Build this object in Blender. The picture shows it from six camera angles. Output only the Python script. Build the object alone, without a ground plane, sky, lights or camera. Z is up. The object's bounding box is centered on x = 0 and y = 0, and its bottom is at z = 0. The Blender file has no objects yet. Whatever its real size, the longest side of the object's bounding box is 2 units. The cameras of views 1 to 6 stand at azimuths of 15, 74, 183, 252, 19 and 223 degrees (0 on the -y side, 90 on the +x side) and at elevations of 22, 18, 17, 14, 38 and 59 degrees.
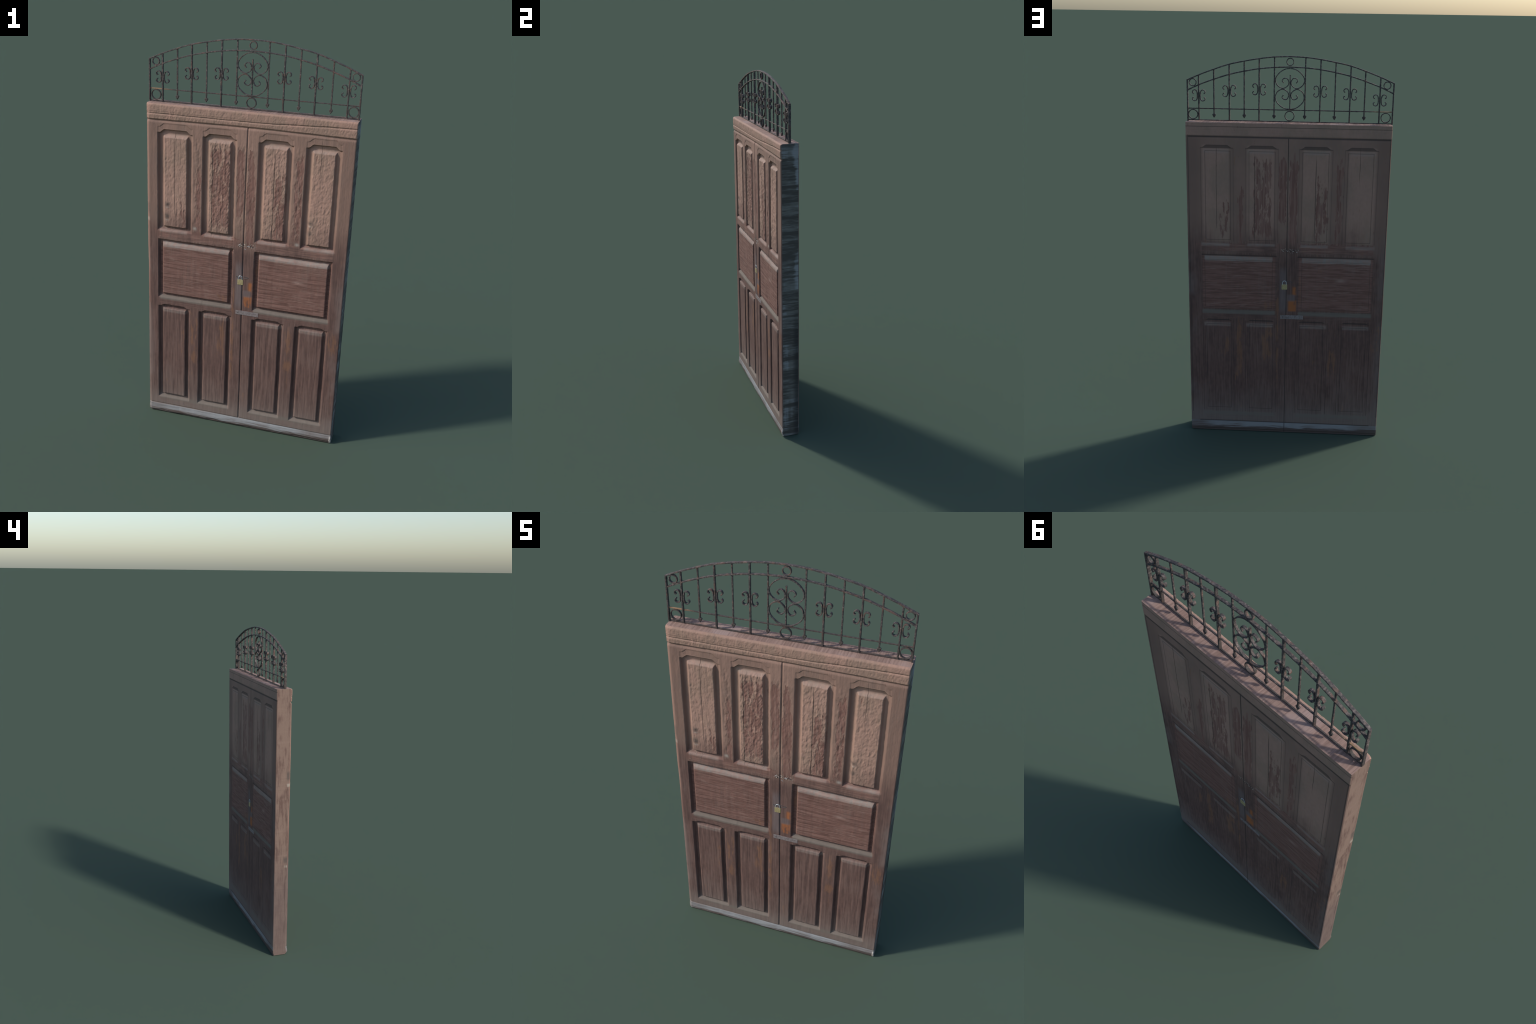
# Old panelled double door with a wrought iron fanlight grille on its lintel.
# Frame: metres, z up, door front faces -y.
import bpy, math, random
import numpy as np

random.seed(7)
COL = bpy.context.scene.collection

# ------------------------------------------------------------------ sizes
LEFT_X, RIGHT_X = -0.5022, 0.5075   # outer edges of the frame
HALF_W = 0.5062          # half width of the door set
TOP_Z = 1.681           # top of the lintel
FRONT_Y, BACK_Y = -0.0483, 0.0500
STEP = 0.0025           # relief grid
LINTEL_Z = 1.608        # underside of the lintel
SILL_Z = 0.049          # top of the threshold
SEAM_X = 0.003          # meeting line of the two leaves
BACK_SHIFT = 0.010      # the back face sits a little higher than the front layout

# panel openings on the front: x0, x1, z0, z1, arch rise, channel widths L R T B
UPPER = [(-0.445, -0.269), (-0.216, -0.051), (0.057, 0.222), (0.282, 0.446)]
LOWER = [(-0.443, -0.275), (-0.222, -0.053), (0.057, 0.219), (0.280, 0.443)]
MIDDLE = [(-0.443, -0.052), (0.058, 0.442)]
PANELS = []
for a, b in UPPER:
    PANELS.append(dict(x0=a, x1=b, z0=1.066, z1=1.560, rise=0.016, g=(0.027, 0.024, 0.018, 0.007), bev=(0.008, 0.006, 0.013, 0.005), kind='upper'))
for a, b in MIDDLE:
    PANELS.append(dict(x0=a, x1=b, z0=0.700, z1=1.003, rise=0.0, g=(0.019, 0.016, 0.007, 0.008), bev=(0.008, 0.006, 0.023, 0.005), kind='middle'))
for a, b in LOWER:
    PANELS.append(dict(x0=a, x1=b, z0=0.108, z1=0.646, rise=0.010, g=(0.019, 0.017, 0.009, 0.007), bev=(0.009, 0.007, 0.011, 0.005), kind='lower'))


for p, r in zip(PANELS, (0.6, 1.15, 0.95, 0.75, 0.5, 0.5, 0.4, 0.5, 0.4, 0.4)):
    p['rough'] = r      # how blistered each panel is


# ------------------------------------------------------------------ numeric helpers
def sstep(x, a, b):
    t = np.clip((x - a) / (b - a), 0.0, 1.0)
    return t * t * (3.0 - 2.0 * t)


def lattice(seed, n=256):
    return np.random.RandomState(seed).rand(n, n)


def vnoise(u, v, seed):
    L = lattice(seed)
    n = L.shape[0]
    iu, iv = np.floor(u).astype(int), np.floor(v).astype(int)
    fu, fv = u - iu, v - iv
    fu, fv = fu * fu * (3 - 2 * fu), fv * fv * (3 - 2 * fv)
    a = L[iu % n, iv % n]; b = L[(iu + 1) % n, iv % n]
    c = L[iu % n, (iv + 1) % n]; d = L[(iu + 1) % n, (iv + 1) % n]
    return (a * (1 - fu) + b * fu) * (1 - fv) + (c * (1 - fu) + d * fu) * fv - 0.5


def fbm(x, z, sx, sz, seed, octaves=4):
    out, amp = 0.0, 1.0
    for k in range(octaves):
        out = out + amp * vnoise(x * sx * 2 ** k + 31.7 * k, z * sz * 2 ** k + 17.3 * k, seed + k)
        amp *= 0.5
    return out


# ------------------------------------------------------------------ node helpers
class Sock:
    """A shader value with arithmetic."""
    def __init__(self, tree, out):
        self.t, self.o = tree, out

    def _m(self, op, other=None, third=None, clamp=False):
        n = self.t.nodes.new('ShaderNodeMath'); n.operation = op; n.use_clamp = clamp
        self.t.links.new(self.o, n.inputs[0])
        for i, v in ((1, other), (2, third)):
            if v is None:
                continue
            if isinstance(v, Sock):
                self.t.links.new(v.o, n.inputs[i])
            else:
                n.inputs[i].default_value = v
        return Sock(self.t, n.outputs[0])

    def __add__(self, b): return self._m('ADD', b)
    __radd__ = __add__
    def __mul__(self, b): return self._m('MULTIPLY', b)
    __rmul__ = __mul__
    def __sub__(self, b): return self._m('SUBTRACT', b)
    def __rsub__(self, b): return (self * -1.0) + b
    def __abs__(self): return self._m('ABSOLUTE')
    def max(self, b): return self._m('MAXIMUM', b)
    def min(self, b): return self._m('MINIMUM', b)
    def clamp(self): return self._m('ADD', 0.0, clamp=True)

    def step(self, a, b):
        n = self.t.nodes.new('ShaderNodeMapRange'); n.interpolation_type = 'SMOOTHSTEP'
        lo, hi, inv = (a, b, False) if a < b else (b, a, True)
        n.inputs['From Min'].default_value = lo; n.inputs['From Max'].default_value = hi
        n.inputs['To Min'].default_value = 1.0 if inv else 0.0
        n.inputs['To Max'].default_value = 0.0 if inv else 1.0
        self.t.links.new(self.o, n.inputs['Value'])
        return Sock(self.t, n.outputs[0])


class Mat:
    def __init__(self, name, flip=False):
        self.m = bpy.data.materials.new(name); self.m.use_nodes = True
        self.t = self.m.node_tree; self.t.nodes.clear()
        self.out = self.t.nodes.new('ShaderNodeOutputMaterial')
        self.b = self.t.nodes.new('ShaderNodeBsdfPrincipled')
        self.t.links.new(self.b.outputs[0], self.out.inputs[0])
        tc = self.t.nodes.new('ShaderNodeTexCoord')
        vec = tc.outputs['Object']
        if flip:
            mp = self.t.nodes.new('ShaderNodeMapping')
            mp.inputs['Scale'].default_value = (-1, 1, 1)
            mp.inputs['Location'].default_value = (0, 0, -BACK_SHIFT)
            self.t.links.new(vec, mp.inputs[0]); vec = mp.outputs[0]
        self.vec = vec
        s = self.t.nodes.new('ShaderNodeSeparateXYZ'); self.t.links.new(vec, s.inputs[0])
        self.x, self.y, self.z = (Sock(self.t, s.outputs[i]) for i in range(3))

    def noise(self, scale, detail=4, rough=0.55, off=0.0, distort=0.0, base=1.0):
        mp = self.t.nodes.new('ShaderNodeMapping')
        mp.inputs['Scale'].default_value = scale
        mp.inputs['Location'].default_value = (off, off * 1.7, off * 0.6)
        self.t.links.new(self.vec, mp.inputs[0])
        n = self.t.nodes.new('ShaderNodeTexNoise')
        n.inputs['Scale'].default_value = base; n.inputs['Detail'].default_value = detail
        n.inputs['Roughness'].default_value = rough; n.inputs['Distortion'].default_value = distort
        self.t.links.new(mp.outputs[0], n.inputs['Vector'])
        return Sock(self.t, n.outputs['Fac'])

    def box(self, x0, x1, z0, z1, sx=0.004, sz=None, x=None, z=None):
        """1 inside the rectangle, soft edges."""
        sz = sz or sx
        x = x if x is not None else self.x
        z = z if z is not None else self.z
        dx = abs(x - (x0 + x1) / 2.0) - (x1 - x0) / 2.0
        dz = abs(z - (z0 + z1) / 2.0) - (z1 - z0) / 2.0
        return dx.step(sx, -sx) * dz.step(sz, -sz)

    def frame_line(self, x0, x1, z0, z1, w, x=None):
        """thin outline of a rectangle"""
        x = x if x is not None else self.x
        dx = abs(x - (x0 + x1) / 2.0) - (x1 - x0) / 2.0
        dz = abs(self.z - (z0 + z1) / 2.0) - (z1 - z0) / 2.0
        return abs(dx.max(dz)).step(w, w * 0.2)

    def rgb(self, c):
        n = self.t.nodes.new('ShaderNodeRGB'); n.outputs[0].default_value = (*c, 1.0)
        return n.outputs[0]

    def mix(self, a, b, f, mode='MIX'):
        n = self.t.nodes.new('ShaderNodeMix'); n.data_type = 'RGBA'; n.blend_type = mode
        n.clamp_factor = True
        for v, i in ((a, 6), (b, 7)):
            if isinstance(v, tuple):
                n.inputs[i].default_value = (*v, 1.0)
            else:
                self.t.links.new(v, n.inputs[i])
        if isinstance(f, Sock):
            self.t.links.new(f.o, n.inputs[0])
        else:
            n.inputs[0].default_value = f
        return n.outputs[2]

    def scale(self, col, f):
        """multiply a colour by a value"""
        n = self.t.nodes.new('ShaderNodeVectorMath'); n.operation = 'SCALE'
        self.t.links.new(col, n.inputs[0]); self.t.links.new(f.o, n.inputs['Scale'])
        return n.outputs[0]

    def finish(self, col, rough=0.8, bump=None, dist=0.001, strength=1.0, metallic=0.0, spec=0.25):
        if isinstance(col, tuple):
            self.b.inputs['Base Color'].default_value = (*col, 1.0)
        else:
            self.t.links.new(col, self.b.inputs['Base Color'])
        self.b.inputs['Roughness'].default_value = rough
        self.b.inputs['Metallic'].default_value = metallic
        self.b.inputs['Specular IOR Level'].default_value = spec
        if bump is not None:
            n = self.t.nodes.new('ShaderNodeBump')
            n.inputs['Distance'].default_value = dist; n.inputs['Strength'].default_value = strength
            self.t.links.new(bump.o, n.inputs['Height'])
            self.t.links.new(n.outputs[0], self.b.inputs['Normal'])
        return self.m


# ------------------------------------------------------------------ wood of the faces
PAINT = (0.325, 0.203, 0.158)
PAINT2 = (0.288, 0.188, 0.143)
PEELED = (0.150, 0.076, 0.062)
BROWN = (0.135, 0.078, 0.065)
BROWN_DK = (0.088, 0.053, 0.046)
DUST = (0.175, 0.142, 0.124)
GREY = (0.270, 0.240, 0.215)


def face_wood(name, back):
    M = Mat(name, flip=back)
    x, z = M.x, M.z
    blot = M.noise((9, 9, 6), 3, 0.5, 3.1)
    grain_v = M.noise((150, 40, 7), 5, 0.62, 1.3)
    grain_h = M.noise((9, 40, 170), 5, 0.62, 5.7)
    fine = M.noise((420, 420, 420), 3, 0.6, 0.4)
    lumps = M.noise((75, 75, 48), 4, 0.6, 8.2)
    # rails and middle panels run crosswise
    ax = abs(x - SEAM_X)
    cross = M.box(0.050, 0.440, 0.704, 1.000, 0.003, x=ax) \
        .max(M.box(0.055, 0.440, 1.012, 1.062, 0.003, x=ax)) \
        .max(M.box(0.055, 0.440, 0.652, 0.696, 0.003, x=ax)) \
        .max(M.box(0.055, 0.440, 0.045, 0.100, 0.003, x=ax)) \
        .max(z.step(0.052, 0.046)).max(z.step(1.604, 1.609))
    grain = grain_v + (grain_h - grain_v) * cross

    upper = (z + (blot - 0.5) * 0.30 + (grain - 0.5) * 0.10).step(0.93, 1.20)
    paint = M.mix(PAINT, PAINT2, blot.step(0.40, 0.62))
    paint = M.scale(paint, 0.86 + fine * 0.18 + (lumps - 0.5) * 0.25 + (grain - 0.5) * 0.12)
    # stiles and rails have a darker tone than the panels
    inner = M.box(0.070, 0.205, 1.07, 1.56, 0.008, x=ax).max(M.box(0.296, 0.430, 1.07, 1.56, 0.008, x=ax)).max(z.step(1.600, 1.612))
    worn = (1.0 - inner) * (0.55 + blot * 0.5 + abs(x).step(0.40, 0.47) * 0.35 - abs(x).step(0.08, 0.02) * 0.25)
    paint = M.mix(paint, (0.185, 0.116, 0.092), worn * 0.80)
    mott = M.noise((60, 60, 30), 4, 0.6, 14.0)
    brown = M.mix(BROWN_DK, BROWN, (grain * 0.5 + blot * 0.2 + mott * 0.3).step(0.36, 0.60))
    brown = M.scale(brown, 0.80 + fine * 0.22 + grain * 0.18)
    brown = M.mix(brown, M.mix((0.120, 0.062, 0.050), (0.185, 0.100, 0.082), grain_h.step(0.36, 0.62)), M.box(0.060, 0.436, 0.705, 0.998, 0.004, x=ax))
    # paler worn streaks of the middle panels
    streak = M.noise((14, 30, 120), 4, 0.6, 12.4).step(0.53, 0.68) * M.box(0.066, 0.428, 0.71, 0.985, 0.006, x=ax)
    brown = M.mix(brown, (0.215, 0.135, 0.112), streak * 0.6)
    brown = M.mix(brown, (0.30, 0.205, 0.175), M.box(0.260, 0.298, 0.868, 0.880, 0.022, 0.009) * 0.75)

    col = M.mix(brown, paint, upper)

    # paint that has come off: places with a high chance, broken up by streaky noise
    chance = M.box(-0.172, -0.080, 1.09, 1.50, 0.014, 0.05) * 0.21
    chance = chance + M.box(-0.345, -0.290, 1.07, 1.26, 0.022, 0.10) * 0.17
    chance = chance + M.box(-0.250, -0.222, 1.05, 1.36, 0.014, 0.12) * 0.25
    chance = chance + M.box(-0.044, -0.006, 1.17, 1.51, 0.007, 0.05) * 0.27
    chance = chance + M.box(0.007, 0.050, 1.02, 1.50, 0.010, 0.08) * 0.25
    chance = chance + M.box(0.135, 0.200, 1.08, 1.40, 0.016, 0.10) * 0.20
    chance = chance + M.box(0.238, 0.275, 1.07, 1.50, 0.010, 0.05) * 0.22
    chance = chance + M.box(-0.470, -0.020, 1.015, 1.062, 0.010) * 0.26
    chance = chance + M.box(0.060, 0.440, 1.015, 1.068, 0.010) * 0.30
    peel_n = M.noise((62, 62, 15), 5, 0.62, 21.0) * 0.72 + M.noise((150, 150, 34), 4, 0.6, 4.0) * 0.28
    peel = (peel_n + chance).step(0.635, 0.690) * upper.step(0.05, 0.6)
    peelcol = M.mix(PEELED, (0.225, 0.125, 0.100), grain.step(0.42, 0.62))
    col = M.mix(col, peelcol, peel * 0.88)

    # grey weathering and dust low down
    low = z.step(0.36, 0.04)
    dust = (low * 0.50 + z.step(0.17, 0.07) * 0.35 + (grain_v - 0.5) * 0.9 + (blot - 0.5) * 0.6).clamp()
    col = M.mix(col, DUST, dust * 0.85)
    edge = (abs(x).step(0.445, 0.505) * z.step(1.20, 0.95)) * (blot.step(0.40, 0.6))
    col = M.mix(col, (0.165, 0.130, 0.118), edge * 0.55)

    # orange-brown stains
    st_n = M.noise((46, 46, 14), 4, 0.6, 33.0)
    st = M.box(-0.268, -0.226, 0.30, 0.64, 0.012, 0.06) * 0.17 + M.box(-0.052, -0.036, 0.25, 0.82, 0.008, 0.10) * 0.20 \
        + M.box(-0.125, -0.070, 0.38, 0.62, 0.020, 0.06) * 0.16 + M.box(-0.325, -0.295, 0.42, 0.60, 0.014, 0.08) * 0.14 \
        + M.box(0.226, 0.272, 0.28, 0.64, 0.012, 0.08) * 0.12 + M.box(0.445, 0.500, 0.48, 0.66, 0.016, 0.06) * 0.13 \
        + M.box(0.062, 0.078, 0.73, 0.93, 0.008, 0.05) * 0.12 + M.box(-0.13, -0.06, 0.712, 0.75, 0.02, 0.01) * 0.12
    stain = (st_n * 0.7 + grain_v * 0.3 + st).step(0.60, 0.73)
    col = M.mix(col, (0.215, 0.105, 0.055), stain * 0.48)

    # pale grey bands along the sloping top edges of panels and rails
    dn = 0.55 + blot * 0.7
    ledge = M.box(0.076, 0.425, 0.966, 0.992, 0.004, x=ax) * 0.9
    grey_band = M.box(0.060, 0.440, 0.676, 0.698, 0.005, x=ax).max(M.box(0.060, 0.440, 0.086, 0.106, 0.006, x=ax) * 0.8)
    col = M.mix(col, (0.150, 0.132, 0.112), grey_band * (0.45 + grain_h * 0.6))
    ledge = ledge.max(M.box(0.075, 0.205, 1.522, 1.541, 0.006, x=ax) * 0.45).max(M.box(0.300, 0.425, 1.522, 1.541, 0.006, x=ax) * 0.45)
    ledge = ledge.max(M.box(0.070, 0.210, 0.606, 0.626, 0.006, x=ax) * 0.5).max(M.box(0.292, 0.430, 0.606, 0.626, 0.006, x=ax) * 0.5)
    ledge = ledge.max(M.box(0.065, 0.205, 1.048, 1.062, 0.005, x=ax) * 0.6).max(M.box(0.295, 0.440, 1.044, 1.060, 0.006, x=ax) * 0.6)
    col = M.mix(col, M.mix(GREY, (0.30, 0.22, 0.19), lumps.step(0.4, 0.6)), ledge * dn * (0.35 + grain_h * 0.9))

    # greyed threshold with split edge
    sill = z.step(0.051, 0.046)
    sill_c = M.mix((0.110, 0.084, 0.075), (0.225, 0.230, 0.235), (grain_h * 0.9 + z * 9.0).step(0.52, 0.74))
    sill_c = M.mix(sill_c, (0.120, 0.094, 0.084), (abs(x + 0.02).step(0.30, 0.46) * 0.7 + (blot - 0.5) * 1.5).clamp() * 0.8)
    sill_c = M.mix(sill_c, (0.075, 0.058, 0.052), (z + (grain_h - 0.5) * 0.05 - x * 0.012).step(0.022, 0.012) * 0.85)
    col = M.mix(col, sill_c, sill)

    # rust on the inner stile, bare bolt holes, soft smudges, pale chips
    rust = (M.box(0.011, 0.052, 0.700, 0.760, 0.006) + M.box(0.033, 0.050, 0.790, 0.835, 0.008)) * (blot * 0.4 + st_n * 0.8 + grain_v * 0.2).step(0.50, 0.72)
    col = M.mix(col, (0.30, 0.105, 0.038), rust * 0.9)
    iron = M.box(-0.034, 0.002, 0.69, 0.93, 0.007, 0.03) * 0.55 + M.box(0.006, 0.046, 0.755, 0.792, 0.006) * 0.5
    col = M.mix(col, (0.150, 0.125, 0.125), iron * (0.5 + grain_v))
    holes = M.box(-0.030, 0.062, 1.018, 1.040, 0.012, 0.010)
    sp = M.noise((230, 230, 230), 2, 0.5, 9.0)
    col = M.mix(col, (0.040, 0.034, 0.032), (sp + holes * 0.10).step(0.66, 0.70) * holes)
    col = M.mix(col, (0.48, 0.44, 0.38), (sp - holes * 0.10).step(0.33, 0.29) * holes)
    sm = M.box(-0.405, -0.385, 1.180, 1.200, 0.012, 0.010) + M.box(-0.407, -0.387, 1.118, 1.142, 0.012, 0.012) \
        + M.box(0.310, 0.332, 1.178, 1.190, 0.012, 0.009) + M.box(0.312, 0.332, 1.122, 1.142, 0.012, 0.012)
    sm = sm + M.box(-0.52, -0.488, 1.135, 1.192, 0.008, 0.014)
    if not back:
        col = M.mix(col, (0.070, 0.058, 0.052), sm * (0.45 + grain_h * 0.9))
        pale = M.box(-0.260, -0.244, 1.076, 1.088, 0.009, 0.009) + M.box(0.256, 0.274, 1.063, 1.075, 0.010, 0.008) \
            + M.box(-0.404, -0.388, 1.174, 1.177, 0.010, 0.004) + M.box(-0.404, -0.390, 1.108, 1.112, 0.010, 0.005) \
            + M.box(0.311, 0.329, 1.168, 1.171, 0.011, 0.004) + M.box(-0.52, -0.490, 1.096, 1.114, 0.006, 0.006) \
            + M.box(0.395, 0.415, 1.052, 1.060, 0.030, 0.012) * 0.7
        col = M.mix(col, (0.36, 0.33, 0.29), pale * 0.75)
        col = M.mix(col, (0.30, 0.175, 0.135), x.step(-0.488, -0.494) * z.step(0.5, 1.0) * 0.55)
        col = M.mix(col, (0.55, 0.50, 0.45), M.box(0.498, 0.52, -0.01, 0.040, 0.003, 0.008) * (blot * 0.4 + sp * 0.9).step(0.5, 0.66))
    # long cracks in the panel boards
    wob = (M.noise((30, 1, 9), 2, 0.5, 2.2) - 0.5) * 0.006
    crack = abs(x + wob + 0.357).step(0.0016, 0.0004) * M.box(-0.4, -0.3, 1.14, 1.545, 0.002, 0.01)
    crack = crack.max(abs(x + wob - 0.138).step(0.0022, 0.0005) * M.box(0.1, 0.18, 1.08, 1.49, 0.002, 0.04))
    crack = crack.max(abs(x + wob - 0.353).step(0.0012, 0.0004) * M.box(0.3, 0.4, 1.40, 1.55, 0.002, 0.05))
    crack = crack.max(abs(x + wob + 0.166).step(0.0020, 0.0005) * M.box(-0.2, -0.1, 1.07, 1.50, 0.002, 0.04))
    crack = crack.max(abs(z + wob - 0.792).step(0.0010, 0.0003) * M.box(-0.44, -0.06, 0.7, 0.9, 0.002) * 0.7)
    col = M.mix(col, (0.050, 0.036, 0.032), crack * 0.85)

    if back:
        # thin dark lines along board edges and joints, drawn in colour
        line = abs(x - 0.000).step(0.0030, 0.0010) * z.step(1.612, 1.600)
        for x0, x1 in ((0.068, 0.197), (0.291, 0.416)):
            line = line.max(M.frame_line(x0, x1, 1.079, 1.533, 0.0026, ax) * 0.6)
        for x0, x1 in ((0.070, 0.194), (0.290, 0.418)):
            line = line.max(M.frame_line(x0, x1, 0.131, 0.617, 0.0026, ax) * 0.6)
        line = line.max(M.frame_line(0.076, 0.424, 0.713, 0.972, 0.0024, ax) * 0.5)
        # shade under each arch, drawn into the colour of the flat back
        for c, hw, top, foot, rise in ((0.1335, 0.0820, 1.563, 1.546, 0.014), (0.3575, 0.0815, 1.563, 1.546, 0.014),
                                       (0.1320, 0.0820, 0.645, 0.637, 0.010), (0.3570, 0.0830, 0.645, 0.637, 0.010)):
            d = hw - abs(ax - c)
            crown = d.step(0.004, 0.032) * rise + (top - rise)
            soffit_shade = (z - crown).step(0.0015, -0.0015) * (z - foot).step(-0.002, 0.002) * d.step(-0.001, 0.002)
            line = line.max(soffit_shade * 0.8)
        line = line.max(M.box(0.055, 0.44, 0.993, 1.000, 0.004, 0.003, x=ax) * 0.8)
        for e in (0.0515, 0.2155, 0.276, 0.4385):
            line = line.max(abs(ax - e).step(0.0022, 0.0004) * M.box(-0.1, 0.6, 1.07, 1.55, 0.003, x=ax) * 0.45)
            line = line.max(abs(ax - e).step(0.0026, 0.0004) * M.box(-0.1, 0.6, 0.11, 0.64, 0.003, x=ax) * 0.55)
        line = line.max(M.box(-0.5, 0.5, 1.599, 1.607, 0.006, 0.004)).max(abs(z - 1.652).step(0.0022, 0.0006) * 0.8)
        line = line.max(M.box(-0.46, 0.46, 0.047, 0.052, 0.004, 0.003))
        line = line.max(abs(abs(x) - 0.497).step(0.004, 0.001) * M.box(-0.6, 0.6, 0.1, 1.61, 0.002) * 0.6)
        col = M.mix(col, (0.035, 0.028, 0.027), line * 0.85)
    bump = lumps * 0.55 * upper + fine * 0.14 + grain * (upper * 0.15 + 0.28) - peel * 0.35 - crack * 0.9 - holes * sp * 0.8
    return M.finish(col, rough=0.78, bump=bump, dist=0.0032 if not back else 0.0015, strength=0.75)


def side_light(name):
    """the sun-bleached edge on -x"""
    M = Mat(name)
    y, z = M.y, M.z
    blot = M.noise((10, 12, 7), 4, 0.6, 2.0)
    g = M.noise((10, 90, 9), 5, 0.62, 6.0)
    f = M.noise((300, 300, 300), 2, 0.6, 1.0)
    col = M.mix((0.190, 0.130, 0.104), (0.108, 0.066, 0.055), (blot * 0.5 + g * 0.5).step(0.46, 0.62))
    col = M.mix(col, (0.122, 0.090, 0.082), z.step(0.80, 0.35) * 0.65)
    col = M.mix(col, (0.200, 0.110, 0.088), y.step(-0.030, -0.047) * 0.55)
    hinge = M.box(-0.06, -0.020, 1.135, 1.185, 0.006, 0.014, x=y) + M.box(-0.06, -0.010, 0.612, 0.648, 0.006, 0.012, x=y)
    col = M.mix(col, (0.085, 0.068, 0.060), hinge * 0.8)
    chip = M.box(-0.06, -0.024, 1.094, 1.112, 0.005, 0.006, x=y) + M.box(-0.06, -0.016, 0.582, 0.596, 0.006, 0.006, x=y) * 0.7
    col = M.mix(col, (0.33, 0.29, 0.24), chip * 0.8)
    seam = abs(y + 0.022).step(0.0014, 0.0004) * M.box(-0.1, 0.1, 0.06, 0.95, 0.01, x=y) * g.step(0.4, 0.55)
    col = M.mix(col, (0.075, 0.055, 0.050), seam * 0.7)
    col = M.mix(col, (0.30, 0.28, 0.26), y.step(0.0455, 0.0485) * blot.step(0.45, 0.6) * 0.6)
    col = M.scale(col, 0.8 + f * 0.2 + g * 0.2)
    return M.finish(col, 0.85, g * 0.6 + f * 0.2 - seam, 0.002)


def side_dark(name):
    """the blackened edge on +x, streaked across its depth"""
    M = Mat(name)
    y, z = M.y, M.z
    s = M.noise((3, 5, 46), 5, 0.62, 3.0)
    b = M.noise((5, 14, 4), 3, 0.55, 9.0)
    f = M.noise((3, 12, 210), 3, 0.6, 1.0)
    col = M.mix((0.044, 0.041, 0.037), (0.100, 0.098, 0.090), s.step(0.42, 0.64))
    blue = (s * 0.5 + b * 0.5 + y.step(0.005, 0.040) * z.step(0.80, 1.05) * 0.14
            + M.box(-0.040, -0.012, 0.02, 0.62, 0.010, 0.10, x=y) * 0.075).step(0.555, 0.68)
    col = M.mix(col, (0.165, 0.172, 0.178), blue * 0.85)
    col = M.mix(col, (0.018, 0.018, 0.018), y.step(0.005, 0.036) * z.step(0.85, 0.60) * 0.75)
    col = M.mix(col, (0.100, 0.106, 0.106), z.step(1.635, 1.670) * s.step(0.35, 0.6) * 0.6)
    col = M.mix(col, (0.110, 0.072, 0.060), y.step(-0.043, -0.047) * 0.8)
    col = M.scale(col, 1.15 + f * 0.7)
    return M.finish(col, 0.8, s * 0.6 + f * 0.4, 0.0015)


def top_wood(name):
    M = Mat(name)
    s = M.noise((120, 5, 5), 5, 0.65, 3.0)
    b = M.noise((8, 6, 6), 3, 0.5, 5.0)
    col = M.mix((0.195, 0.125, 0.102), (0.315, 0.212, 0.175), (s * 0.7 + b * 0.3).step(0.36, 0.62))
    col = M.mix(col, (0.31, 0.24, 0.225), b.step(0.52, 0.70) * 0.45)
    return M.finish(col, 0.85, s, 0.0015)


def iron_mat(name, gilt=False):
    M = Mat(name)
    n = M.noise((120, 120, 120), 4, 0.6, 2.0)
    r = M.noise((45, 45, 45), 3, 0.55, 7.0)
    col = M.mix((0.040, 0.036, 0.036), (0.105, 0.084, 0.078), n.step(0.42, 0.62))
    col = M.mix(col, (0.160, 0.085, 0.060), r.step(0.52, 0.66) * 0.45)
    col = M.mix(col, (0.300, 0.262, 0.240), n.step(0.60, 0.72) * 0.5)
    col = M.mix(col, (0.045, 0.036, 0.031), M.z.step(1.775, 1.725) * 0.55)
    if gilt:
        col = M.mix(col, (0.36, 0.215, 0.115), M.x.step(-0.37, -0.46) * (0.3 + n * 0.8))
    return M.finish(col, 0.72, n + r * 0.3, 0.0018, spec=0.35)


def plain(name, c1, c2, rough, metallic, sc=160):
    M = Mat(name)
    n = M.noise((sc, sc, sc), 4, 0.6, 1.0)
    return M.finish(M.mix(c1, c2, n.step(0.38, 0.62)), rough, n, 0.0006, metallic=metallic, spec=0.5)


M_FRONT = face_wood('weathered_wood_front', False)
M_BACK = face_wood('weathered_wood_back', True)
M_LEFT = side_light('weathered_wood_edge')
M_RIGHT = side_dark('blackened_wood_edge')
M_TOP = top_wood('weathered_wood_top')
M_IRON = iron_mat('pitted_iron')
M_GILT = iron_mat('pitted_iron_brassy', True)
M_BRASS = plain('dull_brass', (0.30, 0.245, 0.12), (0.42, 0.350, 0.185), 0.5, 0.25, 240)
M_STEEL = plain('bright_steel', (0.34, 0.36, 0.38), (0.50, 0.52, 0.54), 0.35, 0.5, 200)
M_PLATE = plain('grey_painted_iron', (0.135, 0.112, 0.110), (0.200, 0.170, 0.165), 0.75, 0.0, 120)
M_DARK = plain('black_iron', (0.030, 0.028, 0.028), (0.070, 0.062, 0.060), 0.7, 0.0, 200)


# ------------------------------------------------------------------ object helpers
def new_obj(name, mesh, parent):
    o = bpy.data.objects.new(name, mesh); COL.objects.link(o)
    o.parent = parent
    return o


root = bpy.data.objects.new('wooden_double_door', None); COL.objects.link(root)
root.empty_display_size = 0.2
root['label'] = 'weathered brown panelled double door with arched wrought iron grille on top'
root['category'] = 'door'


# ------------------------------------------------------------------ relief of the faces
nx = int(round(2 * HALF_W / STEP)) + 1
nz = int(round(TOP_Z / STEP)) + 1
gx = np.linspace(LEFT_X, RIGHT_X, nx)
gz = np.linspace(0.0, TOP_Z, nz)
X, Z = np.meshgrid(gx, gz, indexing='ij')


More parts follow.
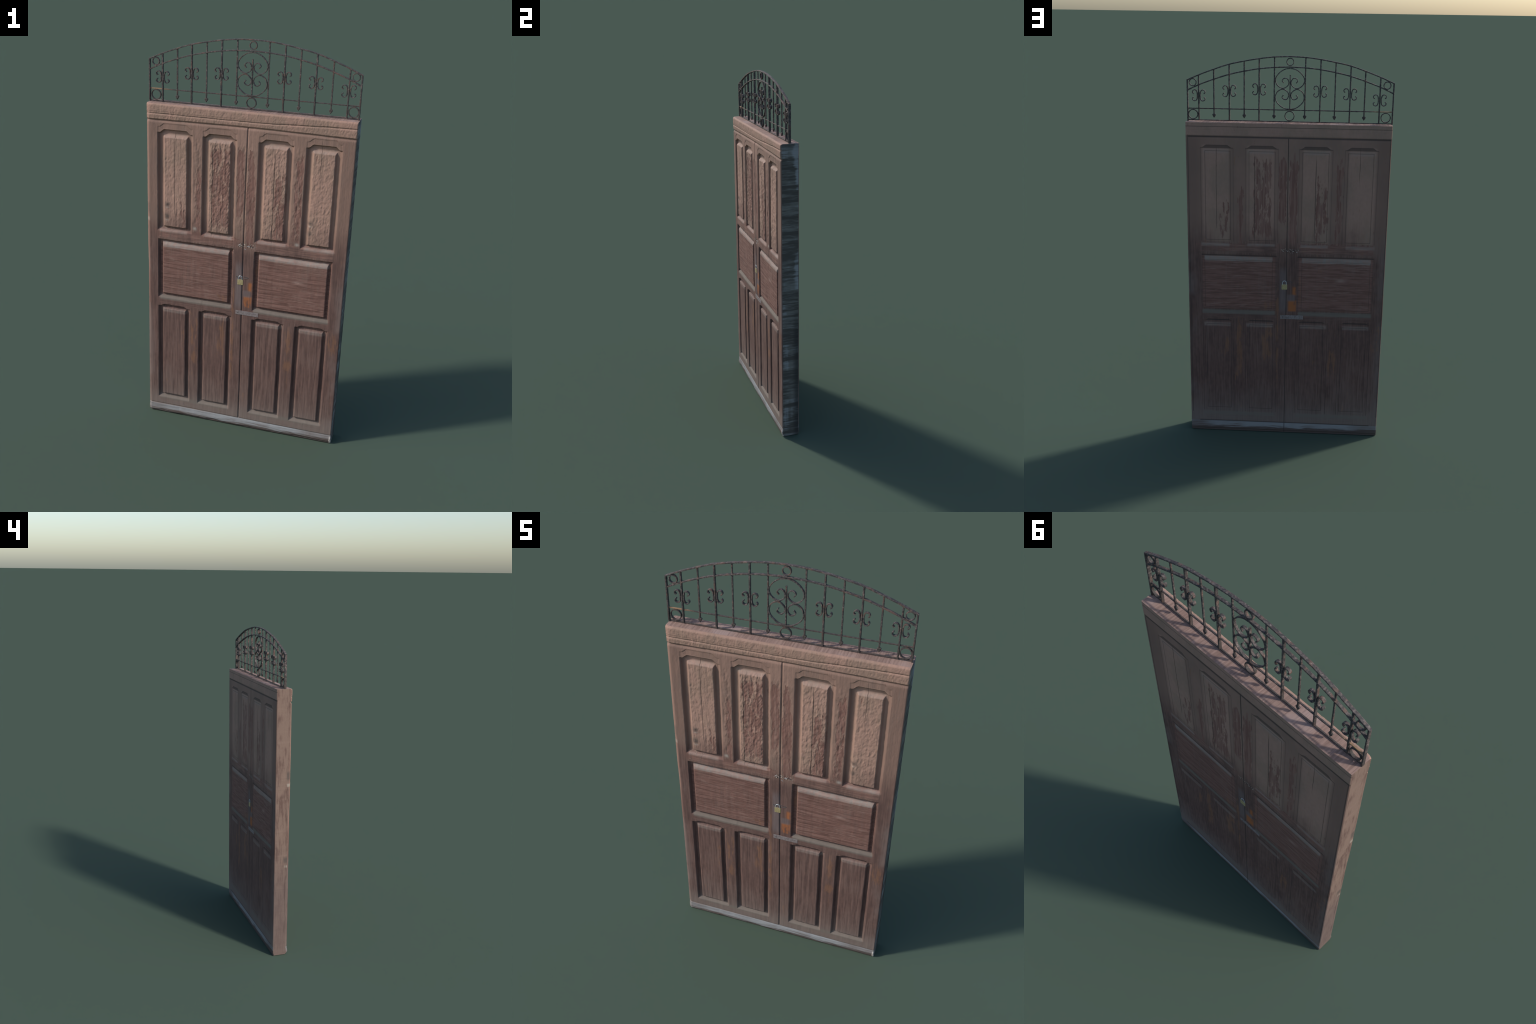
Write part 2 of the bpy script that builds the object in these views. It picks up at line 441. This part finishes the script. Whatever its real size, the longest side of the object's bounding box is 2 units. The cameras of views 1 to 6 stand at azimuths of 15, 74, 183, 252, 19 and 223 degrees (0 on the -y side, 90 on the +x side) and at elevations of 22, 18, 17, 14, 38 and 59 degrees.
def arch_top(x, p):
    """shouldered arch: short level shoulder, curved rise, level crown"""
    d = np.minimum(x - p['x0'], p['x1'] - x)
    return p['z1'] - p['rise'] * (1.0 - sstep(d, 0.008, 0.034))


def relief(X, Z, depth, front):
    """height of the surface (positive = proud) over the nominal face plane"""
    h = np.zeros_like(X)
    wob = 0.0012 * vnoise(X * 9, Z * 14, 60) + 0.0010 * vnoise(X * 60, Z * 40, 61)
    rough_up = sstep(Z, 1.02, 1.12)
    for p in PANELS:
        x, z = X + wob, Z + wob
        dl, dr = x - p['x0'], p['x1'] - x
        dt, db = arch_top(x, p) - z, z - p['z0']
        wall = 0.008
        drop = np.minimum.reduce([sstep(dl, -0.003, wall), sstep(dr, -0.004, wall + 0.002), sstep(dt, -0.001, 0.0035), sstep(db, -0.018, 0.003)])
        gl, gr, gt, gb = p['g']; bl, br, bt, bb = p['bev']
        # the straight top edge of the field, not following the arch
        dtf = (p['z1'] - p['rise'] * 0.5) - z
        field = np.minimum.reduce([sstep(dl - gl, -0.002, bl), sstep(dr - gr, -0.002, br), sstep(np.minimum(dt, dtf) - gt, -0.002, bt), sstep(db - gb, -0.004, bb)])
        h += depth * (-drop + 0.96 * field)
        if front:
            if p['kind'] == 'upper':        # shallow step carved above each arch
                t2 = arch_top(x, p) + 0.030
                band = sstep(dl, -0.002, 0.004) * sstep(dr, -0.002, 0.004) * sstep(t2 - z, 0.0, 0.002) * sstep(z - arch_top(x, p), -0.002, 0.003)
                h -= 0.0016 * band
            # blistered paint and grain on the field
            f = field * (0.25 + 0.75 * rough_up)
            h += f * p['rough'] * (0.0022 * fbm(X, Z, 95, 60, 80, 3) + 0.0016 * fbm(X, Z, 190, 95, 90, 2))
            if p['kind'] == 'middle':
                h += field * 0.0010 * fbm(X, Z, 10, 150, 95, 3)
            else:
                h += field * 0.0010 * fbm(X, Z, 150, 8, 97, 3)
    # blistered mullions and meeting stiles of the upper half
    if front:
        mul = (np.exp(-((X + 0.243) / 0.020) ** 4) + np.exp(-((X - 0.252) / 0.022) ** 4) + 0.7 * np.exp(-((X - 0.0) / 0.045) ** 4)) * sstep(Z, 1.07, 1.12) * sstep(Z, 1.56, 1.50)
        h += mul * 0.0032 * fbm(X, Z, 90, 40, 120, 3)
        h += 0.0010 * fbm(X, Z, 55, 12, 130, 4) + 0.0016 * vnoise(X * 6, Z * 3, 140)
    # meeting line of the leaves
    sx = SEAM_X + 0.003 * np.sin(Z * 3.0 + 1.2) + 0.0006 * vnoise(Z * 40, Z * 0 + 3.3, 44)
    leaf = sstep(Z, SILL_Z, SILL_Z + 0.004) * sstep(Z, LINTEL_Z + 0.002, LINTEL_Z - 0.002)
    k = 1.0 if front else 0.2
    h -= k * leaf * 0.006 * np.exp(-((X - sx) / 0.0022) ** 2)
    if front:
        h += 0.0010 * X / HALF_W                        # the right leaf stands a touch prouder
        h -= (0.0045 + 0.0045 * sstep(Z, 1.0, 0.85)) * sstep(X, -0.486, -0.500)          # jamb edge left of the left leaf
    # lintel: stands proud, with a bead line
    lz = LINTEL_Z + 0.003 * np.cos(X * 5.0) + 0.0012 * vnoise(X * 25, X * 0 + 0.5, 50)
    h += k * 0.0024 * sstep(Z, lz - 0.001, lz + 0.002)
    h -= k * 0.0055 * np.exp(-((Z - lz + 0.004) / 0.0065) ** 2) * sstep(Z, lz + 0.002, lz - 0.001)
    gz_ = 1.634 + 0.014 * sstep(X, 0.0, 0.5) + 0.0015 * vnoise(X * 30, X * 0 + 0.2, 51)
    h -= k * 0.0042 * np.exp(-((Z - gz_) / 0.0026) ** 2)
    h -= k * 0.0022 * np.clip((gz_ - Z) / (gz_ - lz), 0.0, 1.0) * sstep(Z, lz - 0.001, lz + 0.002)
    if front:
        h -= 0.0018 * np.exp(-((Z - gz_ - 0.008) / 0.0016) ** 2) * sstep(X, 0.15, -0.10)
        lin = sstep(Z, lz, lz + 0.004)
        h += lin * (0.0009 * fbm(X, Z, 150, 70, 150, 3) + 0.0009 * fbm(X, Z, 260, 150, 155, 2))
        pass
    # threshold: sloping top, split lower edge
    tz = SILL_Z - 0.002 * np.sin(X * 4.0)
    h -= k * 0.0035 * np.exp(-((Z - tz) / 0.0022) ** 2)
    sl = sstep(Z, tz, tz - 0.003)
    h += k * sl * (0.004 * sstep(Z, tz, 0.020) + 0.0015 * fbm(X, Z, 12, 130, 160, 3))
    split = 0.013 + 0.010 * fbm(X, Z * 0 + 0.7, 14, 1, 170, 3)
    h -= k * 0.0055 * sstep(split - Z, 0.0, 0.003)
    # rounded outer arrises
    gx_lo, gx_hi = X.min(), X.max()
    for d, r in ((np.minimum(X - gx_lo, gx_hi - X), 0.0045), (TOP_Z - Z, 0.010), (Z, 0.003)):
        t = np.clip(1.0 - d / r, 0.0, 1.0)
        h -= r * (1.0 - np.sqrt(np.maximum(0.0, 1.0 - t * t)))
    return h


hf = relief(X, Z, 0.0142, True)
hb = relief(-X, Z - BACK_SHIFT, 0.0006, False)
hf = np.minimum(hf, 0.0036)
hb = np.minimum(hb, 0.0)


def grid_normals(h, sign):
    du = np.gradient(h, gx, axis=0); dv = np.gradient(h, gz, axis=1)
    n = np.stack([du * -1.0, np.full_like(h, 1.0), dv * -1.0], -1)   # (dx, out, dz)
    n /= np.linalg.norm(n, axis=-1, keepdims=True)
    n[..., 1] *= sign
    return n


NF = grid_normals(hf, -1.0)
NB = grid_normals(hb, 1.0)
# slightly worn outer edges
ex = np.where((X < LEFT_X + 1e-6) | (X > RIGHT_X - 1e-6), -np.sign(X) * np.abs(0.0016 * fbm(Z, Z * 0 + X, 30, 1, 200, 3)), 0.0)
ez = np.where(Z < 1e-6, 0.0025 * np.maximum(0, fbm(X, X * 0, 18, 1, 210, 3)), 0.0)
PF = np.stack([X + ex, FRONT_Y - hf, Z + ez], -1).reshape(-1, 3)
PB = np.stack([X + ex, BACK_Y + hb, Z + ez], -1).reshape(-1, 3)
NFf, NBf = NF.reshape(-1, 3), NB.reshape(-1, 3)

# which piece each grid cell belongs to
CX = 0.5 * (X[:-1, :-1] + X[1:, 1:]); CZ = 0.5 * (Z[:-1, :-1] + Z[1:, 1:])
region = np.full(CX.shape, -1, int)
names = []


def claim(mask, name, leaf):
    names.append((name, leaf))
    region[mask & (region < 0)] = len(names) - 1


claim(CZ > LINTEL_Z, 'lintel', None)
claim(CZ < SILL_Z, 'threshold', None)
for p in PANELS:
    m = (CX > p['x0']) & (CX < p['x1']) & (CZ > p['z0']) & (CZ < arch_top(CX, p))
    claim(m, 'panel', 0 if p['x1'] < SEAM_X else 1)
for leaf, (a, b) in enumerate(((-0.444, -0.052), (0.058, 0.444))):
    inx = (CX > a) & (CX < b)
    for z0, z1 in ((1.540, 2.0), (0.99, 1.07), (0.63, 0.705), (0.0, 0.112)):
        claim(inx & (CZ > z0) & (CZ < z1), 'rail', leaf)
    claim(inx & (CZ > 0.9), 'mullion', leaf)
    claim(inx, 'mullion', leaf)
claim(CX < SEAM_X, 'door_leaf', 0)
claim(CX >= SEAM_X, 'door_leaf', 1)


def slab_mesh(name, mask):
    """front and back patch of one piece, joined round the rim"""
    I, J = np.nonzero(mask)
    vid = lambda i, j: i * nz + j
    a, b, c, d = vid(I, J), vid(I + 1, J), vid(I + 1, J + 1), vid(I, J + 1)
    N = nx * nz
    front = np.stack([a, b, c, d], -1)
    backq = np.stack([a, d, c, b], -1) + N
    pad = np.zeros((mask.shape[0] + 2, mask.shape[1] + 2), bool); pad[1:-1, 1:-1] = mask
    rims, kinds = [], []
    for (di, dj), (p, q) in {(-1, 0): ((0, 1), (0, 0)), (1, 0): ((1, 0), (1, 1)), (0, -1): ((0, 0), (1, 0)), (0, 1): ((1, 1), (0, 1))}.items():
        e = mask & ~pad[1 + di:pad.shape[0] - 1 + di, 1 + dj:pad.shape[1] - 1 + dj]
        ii, jj = np.nonzero(e)
        v0, v1 = vid(ii + p[0], jj + p[1]), vid(ii + q[0], jj + q[1])
        rims.append(np.stack([v1, v0, v0 + N, v1 + N], -1))
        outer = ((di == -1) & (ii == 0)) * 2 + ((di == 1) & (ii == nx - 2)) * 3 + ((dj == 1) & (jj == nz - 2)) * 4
        kinds.append(outer)
    rim = np.concatenate(rims); kind = np.concatenate(kinds)
    faces = np.concatenate([front, backq, rim])
    mat = np.concatenate([np.zeros(len(front), int), np.ones(len(backq), int), kind])
    P = np.concatenate([PF, PB]); Nn = np.concatenate([NFf, NBf])
    used, inv = np.unique(faces, return_inverse=True); inv = inv.reshape(faces.shape)
    me = bpy.data.meshes.new(name)
    me.vertices.add(len(used)); me.vertices.foreach_set('co', P[used].astype(np.float32).ravel())
    me.loops.add(faces.size); me.loops.foreach_set('vertex_index', inv.astype(np.int32).ravel())
    me.polygons.add(len(faces))
    me.polygons.foreach_set('loop_start', np.arange(0, faces.size, 4, dtype=np.int32))
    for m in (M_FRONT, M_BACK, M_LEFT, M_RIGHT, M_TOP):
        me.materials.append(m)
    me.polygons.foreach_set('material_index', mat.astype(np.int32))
    me.polygons.foreach_set('use_smooth', np.ones(len(faces), bool))
    me.update(calc_edges=True)
    ln = Nn[faces]                                     # whole-face normals on both faces
    q = P[rim]
    rn = np.cross(q[:, 1] - q[:, 0], q[:, 2] - q[:, 0])
    rn /= np.maximum(np.linalg.norm(rn, axis=-1, keepdims=True), 1e-12)
    ln[len(front) + len(backq):] = rn[:, None, :]
    me.normals_split_custom_set(ln.reshape(-1, 3).tolist())
    return me


leaves = {}
todo = list(enumerate(names))
todo.sort(key=lambda t: 0 if t[1][0] == 'door_leaf' else 1)
for k, (nm, leaf) in todo:
    mask = region == k
    if not mask.any():
        continue
    par = root if leaf is None or nm == 'door_leaf' else leaves[leaf]
    o = new_obj(nm, slab_mesh(nm, mask), par)
    if nm == 'door_leaf':
        leaves[leaf] = o


# ------------------------------------------------------------------ swept iron bars
def catmull(pts, n=6):
    P = np.array(pts, float)
    Q = np.vstack([2 * P[0] - P[1], P, 2 * P[-1] - P[-2]])
    out = []
    for i in range(1, len(Q) - 2):
        for t in np.linspace(0, 1, n, endpoint=False):
            a, b, c, d = Q[i - 1], Q[i], Q[i + 1], Q[i + 2]
            out.append(0.5 * ((2 * b) + (c - a) * t + (2 * a - 5 * b + 4 * c - d) * t ** 2 + (3 * b - a - 3 * c + d) * t ** 3))
    out.append(Q[-2])
    return np.array(out)


def resample(P, step):
    P = np.array(P, float)
    s = np.concatenate([[0], np.cumsum(np.linalg.norm(np.diff(P, axis=0), axis=1))])
    n = max(2, int(round(s[-1] / step)) + 1)
    t = np.linspace(0, s[-1], n)
    return np.stack([np.interp(t, s, P[:, 0]), np.interp(t, s, P[:, 1])], -1)


RNG = np.random.RandomState(11)


def bar_geometry(path, width, depth, closed=False, jitter=0.00022, taper=None):
    """rectangular bar with eased edges along a path in the x-z plane"""
    P = np.array(path, float); n = len(P)
    if closed:
        T = np.roll(P, -1, 0) - np.roll(P, 1, 0)
    else:
        T = np.gradient(P, axis=0)
    T /= np.linalg.norm(T, axis=1, keepdims=True)
    Nrm = np.stack([-T[:, 1], T[:, 0]], -1)
    w = np.full(n, width / 2.0) if taper is None else width / 2.0 * taper(np.linspace(0, 1, n))
    d = depth / 2.0; e = 0.25
    prof = [(-1, -1 + e), (-1 + e, -1), (1 - e, -1), (1, -1 + e), (1, 1 - e), (1 - e, 1), (-1 + e, 1), (-1, 1 - e)]
    V, F = [], []
    for i in range(n):
        jw, jd = RNG.normal(0, jitter), RNG.normal(0, jitter)
        for u, v in prof:
            off = Nrm[i] * (u * (w[i] + jw) + RNG.normal(0, jitter * 0.5))
            V.append((P[i, 0] + off[0], v * (d + jd), P[i, 1] + off[1]))
    m = len(prof)
    for i in range(n if closed else n - 1):
        j = (i + 1) % n
        for k in range(m):
            l = (k + 1) % m
            F.append((i * m + k, i * m + l, j * m + l, j * m + k))
    if not closed:
        F.append(tuple(range(m))[::-1]); F.append(tuple((n - 1) * m + k for k in range(m)))
    return V, F


def iron_mesh(name, pieces, mat):
    V, F = [], []
    for v, f in pieces:
        o = len(V); V += v; F += [tuple(i + o for i in q) for q in f]
    me = bpy.data.meshes.new(name); me.from_pydata(V, [], F); me.update()
    import bmesh
    bm = bmesh.new(); bm.from_mesh(me); bmesh.ops.recalc_face_normals(bm, faces=bm.faces); bm.to_mesh(me); bm.free()
    me.materials.append(mat)
    return me


ARCH = [(0.0, 2.0000), (0.075, 1.9972), (0.148, 1.9885), (0.221, 1.9756), (0.2945, 1.9598), (0.367, 1.9358), (0.441, 1.9082), (0.504, 1.8808)]
LOWA = [(0.0, 1.9480), (0.075, 1.9452), (0.148, 1.9380), (0.221, 1.9255), (0.2945, 1.9087), (0.367, 1.8858), (0.441, 1.8583), (0.501, 1.8308)]


def arch_path(tab, lift):
    right = catmull(tab, 8)
    right = right[:, :]
    left = right[::-1].copy(); left[:, 0] *= -1
    P = np.vstack([left[:-1], right]); P[:, 1] += lift
    return resample(P, 0.006)


def on_arch(tab, x):
    P = catmull(tab, 8)
    return float(np.interp(abs(x), P[:, 0], P[:, 1]))


def vertical(x, z0, z1):
    return resample([(x, z0), (x, z1)], 0.007)


# frame: two posts, crown arch, bottom rail
frame = [bar_geometry(arch_path(ARCH, -0.0030), 0.0060, 0.0128)]
frame += [bar_geometry(vertical(s, 1.6825, 1.8785), 0.0066, 0.0145) for s in (-0.5012, 0.5008)]
frame += [bar_geometry(resample([(-0.503, 1.6855), (0.503, 1.6865)], 0.008), 0.0050, 0.0060)]
grille = new_obj('iron_grille', iron_mesh('iron_grille', frame, M_IRON), root)

new_obj('arch_bar', iron_mesh('arch_bar', [bar_geometry(arch_path(LOWA, 0.0), 0.0060, 0.0120)], M_IRON), grille)
new_obj('cross_bar', iron_mesh('cross_bar', [bar_geometry(resample([(-0.500, 1.7425), (0.500, 1.7430)], 0.008), 0.0050, 0.0060)], M_GILT), grille)

UPRIGHTS = [-0.4365, -0.2925, -0.1475, 0.1495, 0.2953, 0.4455]
SPEARS = [-0.3632, -0.2193, -0.0742, 0.0758, 0.2223, 0.3712]
for x in UPRIGHTS:
    new_obj('upright_bar', iron_mesh('upright_bar', [bar_geometry(vertical(x, 1.6860, on_arch(ARCH, x) - 0.0035), 0.0068, 0.0122)], M_IRON), grille)


def spearhead(x, z_tip):
    """heart shaped point, thick in the middle"""
    prof = [(0.0000, 0.0182), (0.0042, 0.0200), (0.0074, 0.0188), (0.0087, 0.0155), (0.0076, 0.0112), (0.0048, 0.0062), (0.0022, 0.0026), (0.0, 0.0)]
    ring = [(u, w) for u, w in prof] + [(-u, w) for u, w in prof[-2:0:-1]]
    V, F = [], []
    for sy, sc in ((-0.0044, 0.70), (-0.0028, 1.0), (0.0028, 1.0), (0.0044, 0.70)):
        for u, w in ring:
            V.append((x + u * sc, sy, z_tip + 0.0115 + (w - 0.0115) * sc))
    m = len(ring)
    for k in range(3):
        for i in range(m):
            j = (i + 1) % m
            F.append((k * m + i, k * m + j, (k + 1) * m + j, (k + 1) * m + i))
    F.append(tuple(range(m))); F.append(tuple(3 * m + i for i in range(m))[::-1])
    return V, F


for x in SPEARS:
    new_obj('spear_bar', iron_mesh('spear_bar', [bar_geometry(vertical(x, 1.713, on_arch(ARCH, x) - 0.0035), 0.0062, 0.0070), spearhead(x, 1.6985)], M_IRON), grille)

# rings
def ring_path(cx, cz, r, n=36):
    return [(cx + r * math.cos(2 * math.pi * i / n), cz + r * math.sin(2 * math.pi * i / n)) for i in range(n)]


for cx, cz, r in ((-0.4698, 1.8690, 0.0168), (0.4742, 1.8686, 0.0168), (-0.0002, 1.9724, 0.0168),
                  (-0.4690, 1.7142, 0.0226), (0.4746, 1.7145, 0.0226), (-0.0004, 1.7144, 0.0226)):
    new_obj('ring', iron_mesh('ring', [bar_geometry(ring_path(cx, cz, r), 0.0043, 0.0110, closed=True)], M_IRON), grille)

# small C scrolls in pairs on the upright bars
C_CURVE = [(0.0245, 0.0095), (0.0296, 0.0122), (0.0312, 0.0185), (0.0272, 0.0248), (0.0198, 0.0272), (0.0132, 0.0248), (0.0090, 0.0170), (0.0072, 0.0060),
           (0.0072, -0.0060), (0.0090, -0.0165), (0.0132, -0.0235), (0.0198, -0.0258), (0.0272, -0.0232), (0.0312, -0.0172), (0.0298, -0.0115), (0.0250, -0.0085)]
hook = lambda t: 0.80 + 0.20 * np.sin(np.pi * t) + 0.25 * (np.exp(-(t / 0.06) ** 2) + np.exp(-((1 - t) / 0.06) ** 2))
for x, zc in zip(UPRIGHTS, (1.7970, 1.8243, 1.8336, 1.8400, 1.8298, 1.8054)):
    for s in (-1, 1):
        dz = RNG.normal(0, 0.0008)
        path = resample(catmull([(x + s * a, zc + b + dz) for a, b in C_CURVE], 6), 0.0024)
        new_obj('scroll', iron_mesh('scroll', [bar_geometry(path, 0.0048, 0.0124, taper=hook)], M_IRON), grille)

# four large scrolls round the centre rod
UP = [(0.0005, 1.9416), (0.0250, 1.9372), (0.0490, 1.9225), (0.0670, 1.9000), (0.0700, 1.8800), (0.0590, 1.8590), (0.0355, 1.8470), (0.0140, 1.8560), (0.0052, 1.8725), (0.0115, 1.8905), (0.0240, 1.8958), (0.0355, 1.8890), (0.0372, 1.8810), (0.0298, 1.8722)]
DN = [(0.0005, 1.7472), (0.0250, 1.7505), (0.0470, 1.7635), (0.0655, 1.7840), (0.0698, 1.8060), (0.0606, 1.8300), (0.0356, 1.8428), (0.0140, 1.8325), (0.0052, 1.8160), (0.0112, 1.7985), (0.0215, 1.7930), (0.0340, 1.7985), (0.0374, 1.8060), (0.0304, 1.8160)]
for tab in (UP, DN):
    for s in (-1, 1):
        path = resample(catmull([(s * a, b) for a, b in tab], 6), 0.0030)
        new_obj('centre_scroll', iron_mesh('centre_scroll', [bar_geometry(path, 0.0045, 0.0104)], M_IRON), grille)
new_obj('centre_rod', iron_mesh('centre_rod', [bar_geometry(vertical(-0.0008, 1.7450, 1.9115), 0.0052, 0.0104)], M_IRON), grille)


# ------------------------------------------------------------------ lock and ironmongery, on both faces
def box_mesh(name, x0, x1, y0, y1, z0, z1, mat, bevel=0.0012, seg=2):
    import bmesh
    bm = bmesh.new(); bmesh.ops.create_cube(bm, size=1.0)
    for v in bm.verts:
        v.co = ((x0 + x1) / 2 + v.co.x * (x1 - x0), (y0 + y1) / 2 + v.co.y * (y1 - y0), (z0 + z1) / 2 + v.co.z * (z1 - z0))
    bmesh.ops.bevel(bm, geom=bm.edges[:], offset=bevel, segments=seg, affect='EDGES', profile=0.5)
    me = bpy.data.meshes.new(name); bm.to_mesh(me); bm.free(); me.materials.append(mat)
    for p in me.polygons:
        p.use_smooth = False
    return me


def wire(name, pts, r, mat, y, closed=False):
    cu = bpy.data.curves.new(name, 'CURVE'); cu.dimensions = '3D'; cu.bevel_depth = r; cu.bevel_resolution = 3; cu.use_fill_caps = True
    sp = cu.splines.new('POLY'); sp.points.add(len(pts) - 1); sp.use_cyclic_u = closed
    for p, q in zip(sp.points, pts):
        p.co = (q[0], y, q[1], 1)
    tmp = bpy.data.objects.new(name, cu); COL.objects.link(tmp)
    me = bpy.data.meshes.new_from_object(tmp.evaluated_get(bpy.context.evaluated_depsgraph_get()))
    bpy.data.objects.remove(tmp); bpy.data.curves.remove(cu)
    me.materials.clear(); me.materials.append(mat)
    return me


for back in (False, True):
    def place(nm, me, par):
        if back:        # same set of fittings turned round to the back face
            for v in me.vertices:
                v.co = (-v.co.x, -v.co.y, v.co.z + BACK_SHIFT)
            me.update()
        return new_obj(nm, me, par)
    yf = FRONT_Y if not back else -BACK_Y
    lx, lz = -0.0095, 0.8190
    lock = place('padlock', box_mesh('padlock', lx - 0.0145, lx + 0.0145, yf - 0.0012, yf + 0.003, lz, lz + 0.0285, M_BRASS), root)
    sh = [(lx - 0.0095, lz + 0.026), (lx - 0.0095, lz + 0.037)] + [(lx + 0.0095 * math.cos(math.pi - a), lz + 0.037 + 0.0105 * math.sin(a)) for a in np.linspace(0.2, math.pi - 0.2, 10)] + [(lx + 0.0095, lz + 0.037), (lx + 0.0095, lz + 0.026)]
    place('shackle', wire('shackle', sh, 0.0019, M_STEEL, yf + 0.0005), lock)
    hp = [(0.000 + 0.031 * math.cos(a), lz + 0.0405 + 0.0052 * math.sin(a)) for a in np.linspace(0, 2 * math.pi, 24, endpoint=False)]
    place('hasp_ring', wire('hasp_ring', hp, 0.0015, M_DARK, yf + 0.0010, True), root)
    plate = place('latch_plate', box_mesh('latch_plate', -0.029, 0.090, yf - 0.0008, yf + 0.004, 0.656, 0.678, M_PLATE, 0.001), root)
    place('plate_slot', box_mesh('plate_slot', -0.0172, -0.0140, yf - 0.0011, yf + 0.002, 0.662, 0.671, M_DARK, 0.0004, 1), plate)
    if not back:
        # leftover nails and staples of an earlier lock
        rs = random.Random(3)
        for k, (px, pz) in enumerate(((-0.020, 1.030), (-0.013, 1.024), (0.012, 1.033), (0.026, 1.028), (0.037, 1.031), (0.046, 1.026), (0.010, 1.010), (0.021, 1.022))):
            a = rs.uniform(0, math.pi); l = rs.uniform(0.003, 0.006)
            place('nail', wire('nail', [(px - l * math.cos(a), pz - l * math.sin(a)), (px, pz + 0.001), (px + l * math.cos(a), pz + l * math.sin(a))], 0.0011, M_DARK if k % 3 else M_STEEL, yf + 0.0002), root)
